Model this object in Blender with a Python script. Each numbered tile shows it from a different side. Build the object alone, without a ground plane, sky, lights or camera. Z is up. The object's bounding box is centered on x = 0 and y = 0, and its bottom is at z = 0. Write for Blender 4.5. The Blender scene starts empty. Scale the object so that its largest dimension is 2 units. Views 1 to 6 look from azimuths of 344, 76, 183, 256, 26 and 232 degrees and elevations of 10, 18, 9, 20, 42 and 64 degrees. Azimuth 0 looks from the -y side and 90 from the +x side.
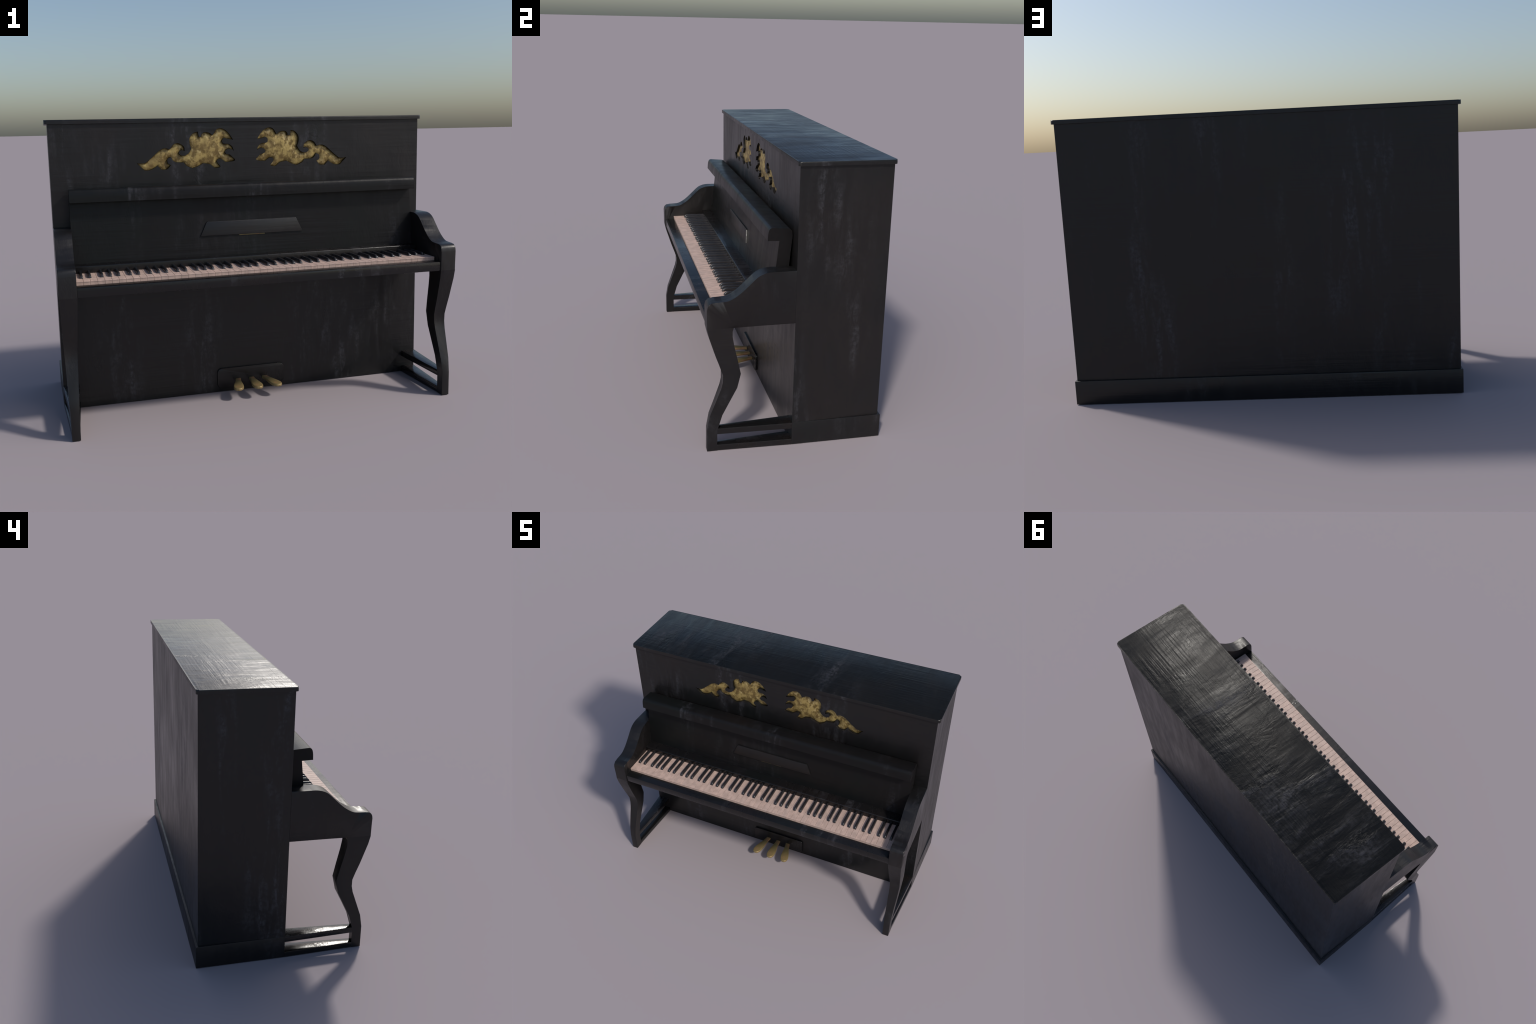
"""Old black upright piano: tall lacquered case, keyboard of eight octaves,
cabriole legs with twin stretchers, gilt scroll ornaments and brass pedals."""
import bpy, bmesh, math
from mathutils import Vector
from mathutils.geometry import delaunay_2d_cdt

COL = bpy.context.scene.collection

# ----------------------------------------------------------------- materials
class Nodes:
    """Tiny helper for wiring shader nodes."""
    def __init__(self, name):
        self.mat = bpy.data.materials.new(name)
        self.mat.use_nodes = True
        self.nt = self.mat.node_tree
        self.bsdf = self.nt.nodes["Principled BSDF"]
        self.coord = self.nt.nodes.new("ShaderNodeTexCoord").outputs["Object"]

    def link(self, a, b):
        self.nt.links.new(a, b)

    def put(self, sock, v):
        if isinstance(v, bpy.types.NodeSocket):
            self.link(v, sock)
        else:
            sock.default_value = v

    def mapped(self, scale, loc=(0, 0, 0), rot=(0, 0, 0), vec=None):
        n = self.nt.nodes.new("ShaderNodeMapping")
        n.inputs["Scale"].default_value = scale
        n.inputs["Location"].default_value = loc
        n.inputs["Rotation"].default_value = rot
        self.link(vec or self.coord, n.inputs["Vector"])
        return n.outputs["Vector"]

    def noise(self, vec, scale=1.0, detail=3.0, rough=0.55, dist=0.0):
        n = self.nt.nodes.new("ShaderNodeTexNoise")
        n.inputs["Scale"].default_value = scale
        n.inputs["Detail"].default_value = detail
        n.inputs["Roughness"].default_value = rough
        n.inputs["Distortion"].default_value = dist
        self.link(vec, n.inputs["Vector"])
        return n.outputs["Fac"]

    def ramp(self, fac, lo, hi, a=0.0, b=1.0):
        n = self.nt.nodes.new("ShaderNodeMapRange")
        n.interpolation_type = 'SMOOTHSTEP'
        self.put(n.inputs["Value"], fac)
        n.inputs["From Min"].default_value = lo
        n.inputs["From Max"].default_value = hi
        n.inputs["To Min"].default_value = a
        n.inputs["To Max"].default_value = b
        return n.outputs["Result"]

    def math(self, op, a, b=0.0):
        n = self.nt.nodes.new("ShaderNodeMath")
        n.operation = op
        self.put(n.inputs[0], a)
        self.put(n.inputs[1], b)
        return n.outputs[0]

    def mix(self, fac, a, b):
        n = self.nt.nodes.new("ShaderNodeMix")
        n.data_type = 'RGBA'
        self.put(n.inputs["Factor"], fac)
        for s, v in ((n.inputs[6], a), (n.inputs[7], b)):
            self.put(s, v if isinstance(v, bpy.types.NodeSocket) else (*v, 1))
        return n.outputs[2]

    def bump(self, height, strength, dist, normal=None):
        n = self.nt.nodes.new("ShaderNodeBump")
        n.inputs["Strength"].default_value = strength
        n.inputs["Distance"].default_value = dist
        self.put(n.inputs["Height"], height)
        if normal is not None:
            self.link(normal, n.inputs["Normal"])
        return n.outputs["Normal"]

    def set(self, **kw):
        for k, v in kw.items():
            s = self.bsdf.inputs[k.replace("_", " ")]
            if s.type == 'RGBA' and isinstance(v, tuple):
                v = (*v, 1)
            self.put(s, v)
        return self.mat


BLACK = (0.0074, 0.0069, 0.0072)
BLACK_COOL = (0.0066, 0.0073, 0.0073)
BLACK_WARM = (0.0087, 0.0071, 0.0069)
SCUFF = (0.047, 0.047, 0.055)


def black_lacquer(name, streak=(24, 24, 4.5), grain=(1.4, 48, 48), seed=0.0,
                  scuff=1.0, grain_strength=0.28, ripple=0.10, rough=0.36, cross_relief=0.0, lift=0.0,
                  ripple_scale=(34, 34, 14), spec=0.43, rough_vary=0.04, glance=None, pitted=0.5, tones=(BLACK_COOL, BLACK, BLACK_WARM), wave_relief=0.05):
    """Worn black varnish: streaky grey scuffs along one axis and wood grain
    relief along another; both differ in scale, so neither hides the other."""
    m = Nodes(name)
    off = (seed * 3.1, seed * 1.7, seed * 2.3)
    tint = m.noise(m.mapped((2.6, 2.6, 1.6), off), 1.0, 2.0)
    col = m.mix(m.ramp(tint, 0.36, 0.5), tones[0], tones[1])
    col = m.mix(m.ramp(tint, 0.52, 0.66), col, tones[2])
    if lift:
        col = m.mix(lift, col, SCUFF)
    # scuffs: fine streaks that only show inside broad patches
    fine = m.noise(m.mapped(streak, off), 1.0, 5.0, 0.62, 0.4)
    patch = m.noise(m.mapped(tuple(s * 0.20 for s in streak),
                             (off[1] + 5, off[2], off[0])), 1.0, 4.0, 0.6)
    cross = m.noise(m.mapped((46, 46, 46), off), 1.0, 4.0, 0.65)
    mask = m.math('MULTIPLY', m.ramp(fine, 0.42, 0.72), m.ramp(patch, 0.47, 0.70))
    mask = m.math('MULTIPLY', mask, m.ramp(cross, 0.36, 0.64, 0.10, 1.0))
    mask = m.math('MULTIPLY', mask, scuff)
    col = m.mix(mask, col, SCUFF)
    # grain relief, patchy in strength
    g = m.noise(m.mapped(grain, off), 1.0, 4.0, 0.6)
    gp = m.ramp(m.noise(m.mapped((2.2, 4.5, 4.5), (off[2], off[0] + 9, 2)), 1.0, 2.0),
                0.38, 0.66, 0.12, 1.0)
    wave = m.noise(m.mapped((7, 7, 7), off), 1.0, 2.0)
    pits = m.noise(m.mapped((210, 150, 150), off), 1.0, 2.0)
    pit_patch = m.math('MULTIPLY', m.ramp(patch, 0.60, 0.72, 0.0, pitted), m.ramp(cross, 0.42, 0.62))
    h = m.math('ADD', m.math('MULTIPLY', g, gp), m.math('MULTIPLY', pits, pit_patch))
    nrm = m.bump(wave, wave_relief, 0.02)
    if cross_relief:                 # long shallow brush marks along the streaks
        marks = m.math('MULTIPLY', fine, m.ramp(patch, 0.40, 0.68))
        nrm = m.bump(marks, cross_relief, 0.012, nrm)
    # uneven brushed lacquer: short ripples, stronger in some areas
    rip = m.noise(m.mapped(ripple_scale, off), 1.0, 3.0, 0.6, 0.5)
    area = m.ramp(m.noise(m.mapped((3.3, 3.3, 3.3), (off[0] + 4, 1, off[1])), 1.0, 2.0), 0.36, 0.62)
    nrm = m.bump(m.math('MULTIPLY', rip, area), ripple, 0.010, nrm)
    nrm = m.bump(h, grain_strength, 0.006, nrm)
    r = m.math('ADD', m.ramp(tint, 0.3, 0.7, rough - 0.05, rough + 0.06),
               m.math('MULTIPLY', mask, 0.15))
    r = m.math('ADD', r, m.ramp(fine, 0.35, 0.65, -rough_vary, rough_vary))
    if glance is not None:           # varnish that shines only at a shallow angle
        facing = m.nt.nodes.new("ShaderNodeLayerWeight").outputs["Facing"]
        spec = m.ramp(facing, 0.42, 0.78, spec, glance)
    return m.set(Base_Color=col, Roughness=r, Normal=nrm, Specular_IOR_Level=spec)


def ivory(name):
    m = Nodes(name)
    info = m.nt.nodes.new("ShaderNodeObjectInfo").outputs["Random"]
    geo = m.nt.nodes.new("ShaderNodeNewGeometry").outputs["Position"]
    cloud = m.noise(m.mapped((42, 26, 30), vec=geo), 1.0, 2.0, 0.5)
    lines = m.noise(m.mapped((200, 10, 60), vec=geo), 1.0, 2.0)
    col = m.mix(m.ramp(cloud, 0.35, 0.68), (0.45, 0.325, 0.272), (0.575, 0.415, 0.348))
    col = m.mix(m.ramp(info, 0.0, 1.0, 0.0, 0.34), col, (0.42, 0.325, 0.285))
    col = m.mix(m.ramp(lines, 0.55, 0.75, 0.0, 0.18), col, (0.38, 0.285, 0.245))
    return m.set(Base_Color=col, Roughness=0.55, Normal=m.bump(cloud, 0.10, 0.002))


def ebony(name):
    m = Nodes(name)
    n = m.noise(m.mapped((60, 12, 60)), 1.0, 3.0)
    col = m.mix(m.ramp(n, 0.35, 0.7), (0.010, 0.010, 0.012), (0.024, 0.022, 0.023))
    return m.set(Base_Color=col, Roughness=0.27, Normal=m.bump(n, 0.12, 0.001))


def gilt(name):
    """Old gilding: blotchy gold leaf with browned hollows and bright flecks."""
    m = Nodes(name)
    a = m.noise(m.mapped((40, 40, 40)), 1.0, 3.0, 0.6, 0.25)
    b = m.noise(m.mapped((58, 58, 40), (4, 2, 7)), 1.0, 2.0, 0.5, 0.3)
    big = m.noise(m.mapped((13, 13, 13), (1, 8, 3)), 1.0, 2.0)
    col = m.mix(m.ramp(a, 0.38, 0.62), (0.150, 0.098, 0.028), (0.42, 0.310, 0.108))
    col = m.mix(m.ramp(big, 0.45, 0.7, 0.0, 0.55), col, (0.21, 0.140, 0.052))
    col = m.mix(m.ramp(b, 0.58, 0.76, 0.0, 0.7), col, (0.56, 0.44, 0.21))
    h = m.math('ADD', a, m.math('MULTIPLY', b, 0.6))
    return m.set(Base_Color=col, Metallic=0.35, Roughness=0.46,
                 Normal=m.bump(h, 0.28, 0.006))


def brass(name):
    m = Nodes(name)
    a = m.noise(m.mapped((22, 14, 22), (2, 5, 1)), 1.0, 2.0)
    b = m.noise(m.mapped((26, 20, 26), (9, 1, 4)), 1.0, 2.0)
    col = m.mix(m.ramp(a, 0.35, 0.65), (0.255, 0.182, 0.080), (0.285, 0.236, 0.105))
    col = m.mix(m.ramp(b, 0.54, 0.66, 0.0, 0.7), col, (0.37, 0.20, 0.11))
    return m.set(Base_Color=col, Metallic=0.35, Roughness=0.45,
                 Normal=m.bump(a, 0.1, 0.002))


MAT_CASE = black_lacquer("black_case_varnish", seed=1.0)
MAT_LID = black_lacquer("black_lid_varnish", streak=(14, 3.2, 9), grain=(2.4, 52, 52),
                        seed=4.0, grain_strength=0.60, rough=0.37, cross_relief=0.60,
                        ripple=0.26, ripple_scale=(30, 16, 20), wave_relief=0.02,
                        spec=0.14, glance=1.0, pitted=1.3, rough_vary=0.07,
                        tones=((0.0062, 0.0070, 0.0076), (0.0070, 0.0072, 0.0075), (0.0078, 0.0074, 0.0073)))
MAT_PLINTH = black_lacquer("black_plinth_varnish", seed=7.0, scuff=0.7)
MAT_ARM = black_lacquer("black_arm_varnish", streak=(24, 14, 5), grain=(60, 3, 40), seed=2.0, scuff=0.5)
MAT_STRETCHER = black_lacquer("black_stretcher_varnish", streak=(30, 5, 30),
                              grain=(60, 14, 60), seed=5.0, grain_strength=0.35, rough=0.22)
MAT_FALL = black_lacquer("black_fallboard_varnish", streak=(26, 8, 2.2), seed=3.0, spec=0.2)
MAT_KEYBED = black_lacquer("black_keybed_varnish", streak=(20, 2, 3), seed=6.0, rough=0.24)
MAT_PANEL = black_lacquer("black_panel_varnish", seed=8.0, scuff=0.5, rough=0.34, lift=0.0)
MAT_PLATE = black_lacquer("black_plate_varnish", seed=9.0, scuff=0.4, rough=0.30)
MAT_WHITE = ivory("aged_ivory")
MAT_BLACK = ebony("ebony_keys")
MAT_GILT = gilt("mottled_gilding")
MAT_BRASS = brass("tarnished_brass")

# ------------------------------------------------------------------ geometry
piano = bpy.data.objects.new("upright_piano", None)
COL.objects.link(piano)
piano["label"] = "worn black upright piano with gilt scrolls and curved legs"
piano["category"] = "piano"


def finish(bm, name, mat, parent=piano, angle=35, data_name=None):
    bmesh.ops.recalc_face_normals(bm, faces=bm.faces)
    me = bpy.data.meshes.new(data_name or name)
    bm.to_mesh(me)
    bm.free()
    for p in me.polygons:
        p.use_smooth = True
    me.set_sharp_from_angle(angle=math.radians(angle))
    me.materials.append(mat)
    ob = bpy.data.objects.new(name, me)
    COL.objects.link(ob)
    ob.parent = parent
    return ob


def bevel(bm, edges, w, seg=2):
    bmesh.ops.bevel(bm, geom=list(edges), offset=w, segments=seg, profile=0.5,
                    affect='EDGES', clamp_overlap=True)


def box(name, x, y, z, mat, w=0.002, seg=2, parent=piano):
    bm = bmesh.new()
    v = [bm.verts.new((a, b, c)) for c in z for b in y for a in x]
    for f in ((0, 1, 3, 2), (4, 6, 7, 5), (0, 4, 5, 1), (2, 3, 7, 6), (0, 2, 6, 4), (1, 5, 7, 3)):
        bm.faces.new([v[i] for i in f])
    if w:
        bevel(bm, bm.edges, w, seg)
    return finish(bm, name, mat, parent)


def smooth_run(pts, n=5):
    """Catmull-Rom through control points (end tangents clamped)."""
    P = [pts[0]] + list(pts) + [pts[-1]]
    out = []
    for i in range(1, len(P) - 2):
        p0, p1, p2, p3 = (Vector(q) for q in P[i - 1:i + 3])
        for k in range(n):
            t = k / n
            out.append(tuple(0.5 * ((2 * p1) + (p2 - p0) * t + (2 * p0 - 5 * p1 + 4 * p2 - p3) * t * t
                                    + (3 * p1 - p0 - 3 * p2 + p3) * t ** 3)))
    out.append(tuple(pts[-1]))
    return out


def side_prism(name, prof, side, half, mat, joints=(), w=0.003, seg=2, angle=35):
    """Prism cut from the side frame: (y, z) profile, thickness 2*half(y, z)
    about the frame's mid plane.  Segments listed in joints butt against a
    neighbour and stay unbevelled."""
    bm = bmesh.new()
    mid = 0.9450
    caps = []
    for s in (-1, 1):
        caps.append([bm.verts.new((side * (mid + s * half(y, z)), y, z)) for y, z in prof])
    n = len(prof)
    bm.faces.new(caps[0])
    bm.faces.new(caps[1][::-1])
    for i in range(n):
        j = (i + 1) % n
        bm.faces.new((caps[0][i], caps[0][j], caps[1][j], caps[1][i]))
    bm.edges.ensure_lookup_table()
    sel = []
    for c in caps:
        for i in range(n):
            if i in joints:
                continue
            e = bm.edges.get((c[i], c[(i + 1) % n]))
            sel.append(e)
    bevel(bm, sel, w, seg)
    return finish(bm, name, mat, piano, angle)


# --- case, lid, plinth
HX, FRONT, BACK = 0.9855, -0.0195, 0.439
cabinet = box("cabinet", (-HX, HX), (FRONT, BACK), (0.002, 1.4375), MAT_CASE, 0.0008, 1)

bm = bmesh.new()                       # lid: rounded slab
lx, ly0, ly1, r = 1.0, -0.0305, 0.4485, 0.015
ring = []
for cx, cy, a0 in ((lx - r, ly1 - r, 0), (-lx + r, ly1 - r, 90), (-lx + r, ly0 + r, 180), (lx - r, ly0 + r, 270)):
    for k in range(6):
        a = math.radians(a0 + 90 * k / 5)
        ring.append((cx + r * math.cos(a), cy + r * math.sin(a)))
lo = [bm.verts.new((x, y, 1.437)) for x, y in ring]
hi = [bm.verts.new((x, y, 1.4575)) for x, y in ring]
bm.faces.new(lo[::-1])
top = bm.faces.new(hi)
for i in range(len(ring)):
    j = (i + 1) % len(ring)
    bm.faces.new((lo[i], lo[j], hi[j], hi[i]))
bevel(bm, list(top.edges), 0.007, 3)
lid = finish(bm, "lid", MAT_LID, angle=40)
lid.data.materials.append(MAT_CASE)        # the rim is finished like the case
for p in lid.data.polygons:
    p.material_index = 0 if p.normal.z > 0.95 else 1

bm = bmesh.new()                       # plinth: wedge skirt, widest at the back
pl = [(-HX, FRONT + 0.002), (HX, FRONT + 0.002), (0.9955, 0.4505), (-0.9955, 0.4505)]
lo = [bm.verts.new((x, y, 0.0)) for x, y in pl]
hi = [bm.verts.new((x, y, 0.1245)) for x, y in pl]
bm.faces.new(lo[::-1])
bm.faces.new(hi)
for i in range(4):
    bm.faces.new((lo[i], lo[(i + 1) % 4], hi[(i + 1) % 4], hi[i]))
bevel(bm, [e for e in bm.edges if max(v.co.y for v in e.verts) > 0.4], 0.002)
finish(bm, "plinth", MAT_PLINTH)

# --- side frames: arm, leg, two stretchers on each side
T_ARM, T_FOOT = 0.0403, 0.0195


def leg_half(y, z):
    return T_FOOT + (T_ARM - T_FOOT) * max(0.0, min(1.0, (z - 0.124) / (0.667 - 0.124)))


def rail_half(y, z):
    t = max(0.0, min(1.0, (y + 0.398) / (0.398 - 0.0195)))
    return T_FOOT + (T_ARM - T_FOOT) * t


ZA, LEG_IN = 0.667, -0.3215
arm_top = smooth_run([(-0.120, 0.9352), (-0.150, 0.9345), (-0.181, 0.9275), (-0.2095, 0.9125), (-0.243, 0.8815),
                      (-0.282, 0.8450), (-0.312, 0.8225), (-0.345, 0.8055), (-0.378, 0.8010), (-0.410, 0.8000)], 4)
arm_nose = smooth_run([(-0.425, 0.7985), (-0.4385, 0.7925), (-0.4468, 0.780), (-0.4503, 0.762)], 3)
arm = [(FRONT - 0.0002, 0.9352)] + arm_top + arm_nose + [(-0.4503, ZA), (LEG_IN, ZA), (FRONT - 0.0002, ZA)]
leg_front = [(-0.4503, ZA), (-0.4400, 0.622), (-0.4235, 0.570), (-0.4055, 0.513), (-0.3860, 0.460),
             (-0.3705, 0.418), (-0.3725, 0.378), (-0.3790, 0.343), (-0.4360, 0.196), (-0.4495, 0.124), (-0.4503, 0.0)]
leg_back = [(-0.3985, 0.0), (-0.3985, 0.031), (-0.3985, 0.0905), (-0.3965, 0.1225), (-0.3750, 0.197), (-0.3000, 0.343),
            (-0.2835, 0.418), (-0.3000, 0.492), (-0.3185, 0.572), (-0.3270, 0.620), (-0.3290, 0.647), (LEG_IN, ZA)]
leg = leg_front + leg_back
for s in (1, -1):
    n = len(arm)
    side_prism("arm", arm, s, lambda y, z: T_ARM, MAT_ARM, joints=(n - 1, n - 3), w=0.0035, seg=3, angle=50)
    n, f = len(leg), len(leg_front)
    side_prism("leg", leg, s, leg_half, MAT_ARM, joints=(n - 1, f - 1, f, f + 2), w=0.0022, seg=2, angle=24)
    yb = FRONT - 0.0002
    side_prism("stretcher", [(-0.3965, 0.1225), (-0.3985, 0.0905), (yb, 0.0905), (yb, 0.1225)], s, rail_half,
               MAT_STRETCHER, joints=(0, 2), w=0.0018)
    side_prism("stretcher", [(-0.3985, 0.031), (-0.3985, 0.0), (yb, 0.0), (yb, 0.031)], s, rail_half,
               MAT_STRETCHER, joints=(0, 2), w=0.0018)

# --- key bed and the strip behind the keys
KX = 0.9055
box("keybed", (-KX, KX), (-0.4455, FRONT - 0.001), (0.6650, 0.7112), MAT_KEYBED, 0.0025)
box("key_strip", (-KX, KX), (-0.188, FRONT - 0.001), (0.7112, 0.7645), MAT_KEYBED, 0.004, 3)

# --- fallboard: leaning panel with an overhanging rounded shelf, one section
section = [(-0.1215, 0.7595), (-0.0890, 1.0625), (-0.1460, 1.0645)] + smooth_run(
    [(-0.1448, 1.090), (-0.1420, 1.109), (-0.1355, 1.1225), (-0.1240, 1.1280)], 3) + \
    [(-0.044, 1.1215), (-0.034, 1.1170), (-0.0270, 1.107), (-0.0240, 1.085), (-0.0385, 0.937), (-0.055, 0.7595)]
bm = bmesh.new()
ends = [[bm.verts.new((x, y, z)) for y, z in section] for x in (-0.905, 0.905)]
bm.faces.new(ends[0])
bm.faces.new(ends[1][::-1])
for i in range(len(section)):
    j = (i + 1) % len(section)
    bm.faces.new((ends[0][i], ends[0][j], ends[1][j], ends[1][i]))
fall = finish(bm, "fallboard", MAT_FALL, angle=40)


def panel_y(z):
    """Front of the leaning fallboard at height z."""
    return -0.1215 + (z - 0.7595) * (0.0325 / 0.303)


# trapezoid music rest lying against the fallboard, and its brass hinge
bm = bmesh.new()
trap = [(-0.269, 0.8665), (0.275, 0.8665), (0.2425, 0.9385), (-0.2345, 0.9385)]
back = [bm.verts.new((x, panel_y(z) + 0.002, z)) for x, z in trap]
face = [bm.verts.new((x, panel_y(z) - 0.0080, z)) for x, z in trap]
bm.faces.new(back)
ff = bm.faces.new(face[::-1])
for i in range(4):
    bm.faces.new((back[i], face[i], face[(i + 1) % 4], back[(i + 1) % 4]))
bm.verts.ensure_lookup_table()
bevel(bm, [bm.edges.get((back[i], face[i])) for i in (2, 3)], 0.006, 3)
bevel(bm, [e for e in bm.edges if all(abs(v.co.y - (panel_y(v.co.z) - 0.0080)) < 1e-4 for v in e.verts)], 0.002, 2)
finish(bm, "music_rest", MAT_PANEL, fall, angle=40)

hx0, hx1, hz = -0.0675, 0.0700, 0.8632
KN = 5
for k in range(KN):
    bm = bmesh.new()
    a = hx0 + (hx1 - hx0) * k / KN + 0.0005
    b = hx0 + (hx1 - hx0) * (k + 1) / KN - 0.0005
    ring0, ring1 = [], []
    for i in range(10):
        t = 2 * math.pi * i / 10
        y, z = panel_y(hz) - 0.0012 + 0.0022 * math.cos(t), hz + 0.0022 * math.sin(t)
        ring0.append(bm.verts.new((a, y, z)))
        ring1.append(bm.verts.new((b, y, z)))
    bm.faces.new(ring0)
    bm.faces.new(ring1[::-1])
    for i in range(10):
        bm.faces.new((ring0[i], ring0[(i + 1) % 10], ring1[(i + 1) % 10], ring1[i]))
    finish(bm, "hinge", MAT_BRASS, fall)

# --- keyboard: eight octaves, C to B
OCT = 8
X0, X1 = -0.9038, 0.8998
PITCH = (X1 - X0) / (7 * OCT)
YF, YB, ZB, ZT = -0.3888, -0.1875, 0.7114, 0.7293

keyboard = bpy.data.objects.new("keyboard", None)
COL.objects.link(keyboard)
keyboard.parent = piano

# white key: thin front block under a covering slip that overhangs slightly
bm = bmesh.new()
hw = PITCH / 2 - 0.0005
stack = [(hw, YF + 0.0012, ZB), (hw, YF + 0.0012, ZT - 0.0042), (hw, YF, ZT - 0.0038),
         (hw, YF, ZT - 0.0008), (hw - 0.0006, YF + 0.0009, ZT)]
rings = [[bm.verts.new(p) for p in ((-h, y, z), (h, y, z), (h, YB, z), (-h, YB, z))] for h, y, z in stack]
bm.faces.new(rings[0][::-1])
bm.faces.new(rings[-1])
for a, b in zip(rings, rings[1:]):
    for i in range(4):
        bm.faces.new((a[i], a[(i + 1) % 4], b[(i + 1) % 4], b[i]))
white0 = finish(bm, "white_key", MAT_WHITE, keyboard, angle=30)
for k in range(7 * OCT):
    ob = white0 if k == 0 else white0.copy()
    if k:
        COL.objects.link(ob)
        ob.parent = keyboard
    ob.location = (X0 + PITCH * (k + 0.5), 0, 0)

# black key: tapered bar, rounded ridge, sloping nose
bm = bmesh.new()
stations = []            # y, half width at foot, half width at top, height
for y, wf, wt, h in [(-0.3200, 0.0076, 0.0070, 0.0035), (-0.3170, 0.0077, 0.0066, 0.0088), (-0.3115, 0.0077, 0.0060, 0.0135),
                     (-0.3055, 0.0077, 0.0056, 0.0164), (-0.2990, 0.0077, 0.0055, 0.0176), (-0.2900, 0.0077, 0.0055, 0.0180),
                     (-0.1880, 0.0077, 0.0055, 0.0165)]:
    b = ZT - 0.0006
    sec = [(-wf, b), (-wt - 0.0004, b + h * 0.80), (-wt * 0.80, b + h * 0.95), (-wt * 0.45, b + h),
           (wt * 0.45, b + h), (wt * 0.80, b + h * 0.95), (wt + 0.0004, b + h * 0.80), (wf, b)]
    stations.append([bm.verts.new((x, y, z)) for x, z in sec])
bm.faces.new(stations[0])
bm.faces.new(stations[-1][::-1])
for a, b in zip(stations, stations[1:]):
    for i in range(8):
        bm.faces.new((a[i], a[(i + 1) % 8], b[(i + 1) % 8], b[i]))
black0 = finish(bm, "black_key", MAT_BLACK, keyboard, angle=50)
first = True
for o in range(OCT):
    for c in (0.845, 2.035, 3.77, 4.97, 6.15):
        ob = black0 if first else black0.copy()
        if not first:
            COL.objects.link(ob)
            ob.parent = keyboard
        first = False
        ob.location = (X0 + PITCH * (7 * o + c), 0, 0)

# --- gilt scroll ornaments (millimetres; z counted up from 1.2 m).
# Each run is one leaf edge between two sharp tips or notches.
RUNS = [
    [(64, 145), (92, 185), (124, 204), (152, 198), (171, 169)],            # great curl
    [(171, 169), (190, 183), (217, 185), (230, 174), (231, 163)],          # bud
    [(231, 163), (244, 163)], [(244, 163), (248, 189)],
    [(248, 189), (270, 184), (290, 162), (293, 133), (284, 106)],          # upright leaf
    [(284, 106), (300, 81), (326, 70), (346, 78), (347, 91), (333, 98), (319, 93)],
    [(319, 93), (323, 117), (352, 134), (378, 126), (394, 103)],           # small curl
    [(394, 103), (418, 110), (446, 100), (482, 69), (520, 39)],            # tail
    [(520, 39), (540, 37), (564, 39)], [(564, 39), (526, 1)],
    [(526, 1), (493, 3), (459, 23)], [(459, 23), (440, 2)],
    [(440, 2), (411, 4), (391, 25)],
    [(391, 25), (406, 34), (408, 55), (390, 65)], [(390, 65), (379, 45), (360, 37), (325, 36)],
    [(325, 36), (309, 17), (279, 5)], [(279, 5), (250, 15), (224, 29)],
    [(224, 29), (188, 22), (164, 4), (140, 5), (134, 11)],
    [(134, 11), (152, 34), (148, 46), (132, 49), (107, 32)],
    [(107, 32), (82, 33), (60, 37), (56, 45)], [(56, 45), (82, 69)],
    [(82, 69), (103, 74), (108, 87), (95, 98), (76, 97), (62, 88)],
    [(62, 88), (70, 111), (88, 124), (101, 125)],
    [(101, 125), (118, 128), (122, 143), (112, 155), (92, 150), (64, 145)],
]
outline = []
for run in RUNS:
    outline += smooth_run(run, 4)[:-1] if len(run) > 2 else [run[0]]


def scroll_solid(side, y0, y1, grow=0.0):
    """The scroll outline as a slab standing between y0 and y1."""
    cu = bpy.data.curves.new("scroll", 'CURVE')
    cu.dimensions = '2D'
    cu.fill_mode = 'BOTH'
    cu.extrude = (y1 - y0) / 2
    cu.offset = grow
    sp = cu.splines.new('POLY')
    pts = outline if side > 0 else outline[::-1]
    sp.points.add(len(pts) - 1)
    for p, (x, z) in zip(sp.points, pts):
        p.co = (side * x / 1000, 1.2 + z / 1000, 0, 1)
    sp.use_cyclic_u = True
    tmp = bpy.data.objects.new("scroll", cu)
    me = bpy.data.meshes.new_from_object(tmp)
    bpy.data.objects.remove(tmp)
    bpy.data.curves.remove(cu)
    bm = bmesh.new()
    bm.from_mesh(me)
    bpy.data.meshes.remove(me)
    for v in bm.verts:                     # stand the flat slab up
        x, z, d = v.co
        v.co = (x, (y0 + y1) / 2 - d, z)
    bmesh.ops.remove_doubles(bm, verts=bm.verts, dist=1e-5)
    return bm


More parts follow.
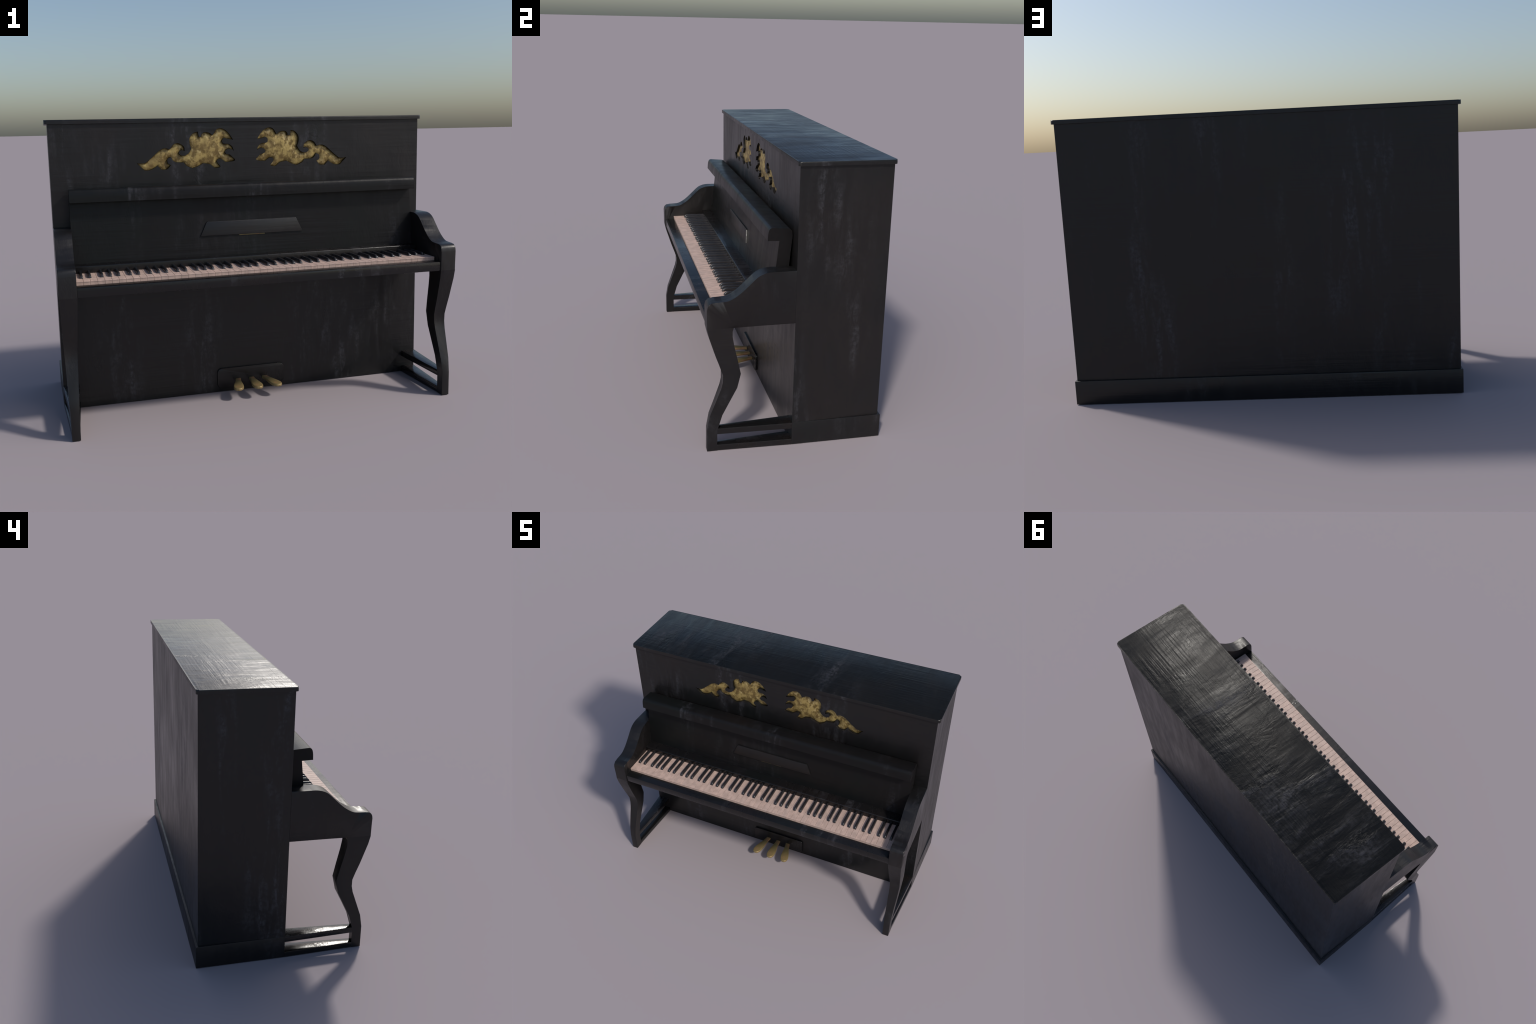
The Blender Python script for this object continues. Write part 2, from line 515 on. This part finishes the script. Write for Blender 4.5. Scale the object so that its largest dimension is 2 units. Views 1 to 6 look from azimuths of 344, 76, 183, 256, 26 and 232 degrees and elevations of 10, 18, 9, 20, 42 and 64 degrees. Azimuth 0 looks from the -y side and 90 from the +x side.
def cushion(side):
    """Gilt relief filling a recess: low at the sawn edge, swelling inward."""
    edge = [Vector((x / 1000, 1.2 + z / 1000)) for x, z in outline]
    n = len(edge)

    def edge_distance(p):
        best = 1.0
        for i in range(n):
            a, b = edge[i], edge[(i + 1) % n]
            t = max(0.0, min(1.0, (p - a).dot(b - a) / max(1e-9, (b - a).length_squared)))
            best = min(best, (p - (a + (b - a) * t)).length)
        return best

    def inside(p):
        c = False
        for i in range(n):
            a, b = edge[i], edge[i - 1]
            if (a.y > p.y) != (b.y > p.y) and p.x < (b.x - a.x) * (p.y - a.y) / (b.y - a.y) + a.x:
                c = not c
        return c

    pts = list(edge)
    step = 0.0045
    for i in range(int(0.53 / step)):
        for j in range(int(0.215 / step)):
            p = Vector((0.05 + (i + 0.5 * (j % 2)) * step, 1.195 + j * step))
            if inside(p) and edge_distance(p) > 0.0018:
                pts.append(p)
    loop = list(range(n))
    co, _, faces, *_ = delaunay_2d_cdt(pts, [(k, (k + 1) % n) for k in loop], [], 1, 1e-6)
    bm = bmesh.new()
    vs = []
    for p in co:
        d = edge_distance(p)
        vs.append(bm.verts.new((side * p.x, GILT_Y - 0.0090 * (1 - math.exp(-d / 0.022)), p.y)))
    for f in faces:
        bm.faces.new([vs[k] for k in f])
    rim = [e for e in bm.edges if e.is_boundary]
    ext = bmesh.ops.extrude_edge_only(bm, edges=rim)
    for v in (g for g in ext["geom"] if isinstance(g, bmesh.types.BMVert)):
        v.co.y = GILT_Y + 0.004
    return bm


# the scrolls are sawn into the case front; a gilt plate closes each recess
GILT_Y = FRONT + 0.0145
for s in (1, -1):
    cutter = finish(scroll_solid(s, FRONT - 0.02, GILT_Y + 0.001), "cutter", MAT_CASE)
    mod = cabinet.modifiers.new("recess", 'BOOLEAN')
    mod.operation = 'DIFFERENCE'
    mod.solver = 'EXACT'
    mod.object = cutter
    bpy.context.view_layer.update()
    ev = cabinet.evaluated_get(bpy.context.evaluated_depsgraph_get())
    me = bpy.data.meshes.new_from_object(ev)
    cabinet.modifiers.clear()
    old, cabinet.data = cabinet.data, me
    bpy.data.meshes.remove(old)
    bpy.data.objects.remove(cutter)
    finish(cushion(s), "scroll_ornament", MAT_GILT, angle=75)
me = cabinet.data
me.materials.clear()
me.materials.append(MAT_CASE)
for p in me.polygons:
    p.use_smooth = True
me.set_sharp_from_angle(angle=math.radians(35))

# --- pedal plate and pedals
bm = bmesh.new()
px0, px1, pz0, pz1, pr = -0.182, 0.1885, 0.0205, 0.1305, 0.019
ring = []
for cx, cz, a0 in ((px1 - pr, pz1 - pr, 0), (px0 + pr, pz1 - pr, 90), (px0 + pr, pz0 + pr, 180), (px1 - pr, pz0 + pr, 270)):
    for k in range(6):
        a = math.radians(a0 + 90 * k / 5)
        ring.append((cx + pr * math.cos(a), cz + pr * math.sin(a)))
bk = [bm.verts.new((x, FRONT + 0.002, z)) for x, z in ring]
fr = [bm.verts.new((x, -0.0305, z)) for x, z in ring]
bm.faces.new(bk)
ff = bm.faces.new(fr[::-1])
for i in range(len(ring)):
    j = (i + 1) % len(ring)
    bm.faces.new((bk[i], fr[i], fr[j], bk[j]))
bevel(bm, list(ff.edges), 0.005, 3)
finish(bm, "pedal_plate", MAT_PLATE, angle=40)

# pedal outline: (distance from the plate, half width)
PED = [(0.000, 0.0145), (0.030, 0.0150), (0.060, 0.0185), (0.085, 0.0230), (0.110, 0.0262), (0.130, 0.0268), (0.147, 0.0242),
       (0.159, 0.0185), (0.166, 0.0105), (0.1685, 0.0)]
edge = smooth_run(PED, 3)
loop = edge + [(d, -w) for d, w in edge[-2::-1]]
bm = bmesh.new()
layers = []
for inset, z in ((0.003, 0.0540), (0.0, 0.0565), (0.0, 0.0645), (0.0012, 0.0670), (0.005, 0.0686)):
    row = []
    for d, w in loop:
        k = max(0.0, 1 - inset / 0.0268)
        row.append(bm.verts.new((w * k, -(d - inset * (d / 0.1685)), z)))
    layers.append(row)
bm.faces.new(layers[0])
bm.faces.new(layers[-1][::-1])
for a, b in zip(layers, layers[1:]):
    for i in range(len(loop)):
        j = (i + 1) % len(loop)
        bm.faces.new((a[i], a[j], b[j], b[i]))
ped0 = finish(bm, "pedal", MAT_BRASS, angle=50)
for k, (x, ang) in enumerate(((-0.0700, -13), (0.0040, 0), (0.0770, 13))):
    ob = ped0 if k == 0 else ped0.copy()
    if k:
        COL.objects.link(ob)
        ob.parent = piano
    ob.location = (x, -0.0295, 0)
    ob.rotation_euler = (0, 0, math.radians(ang))
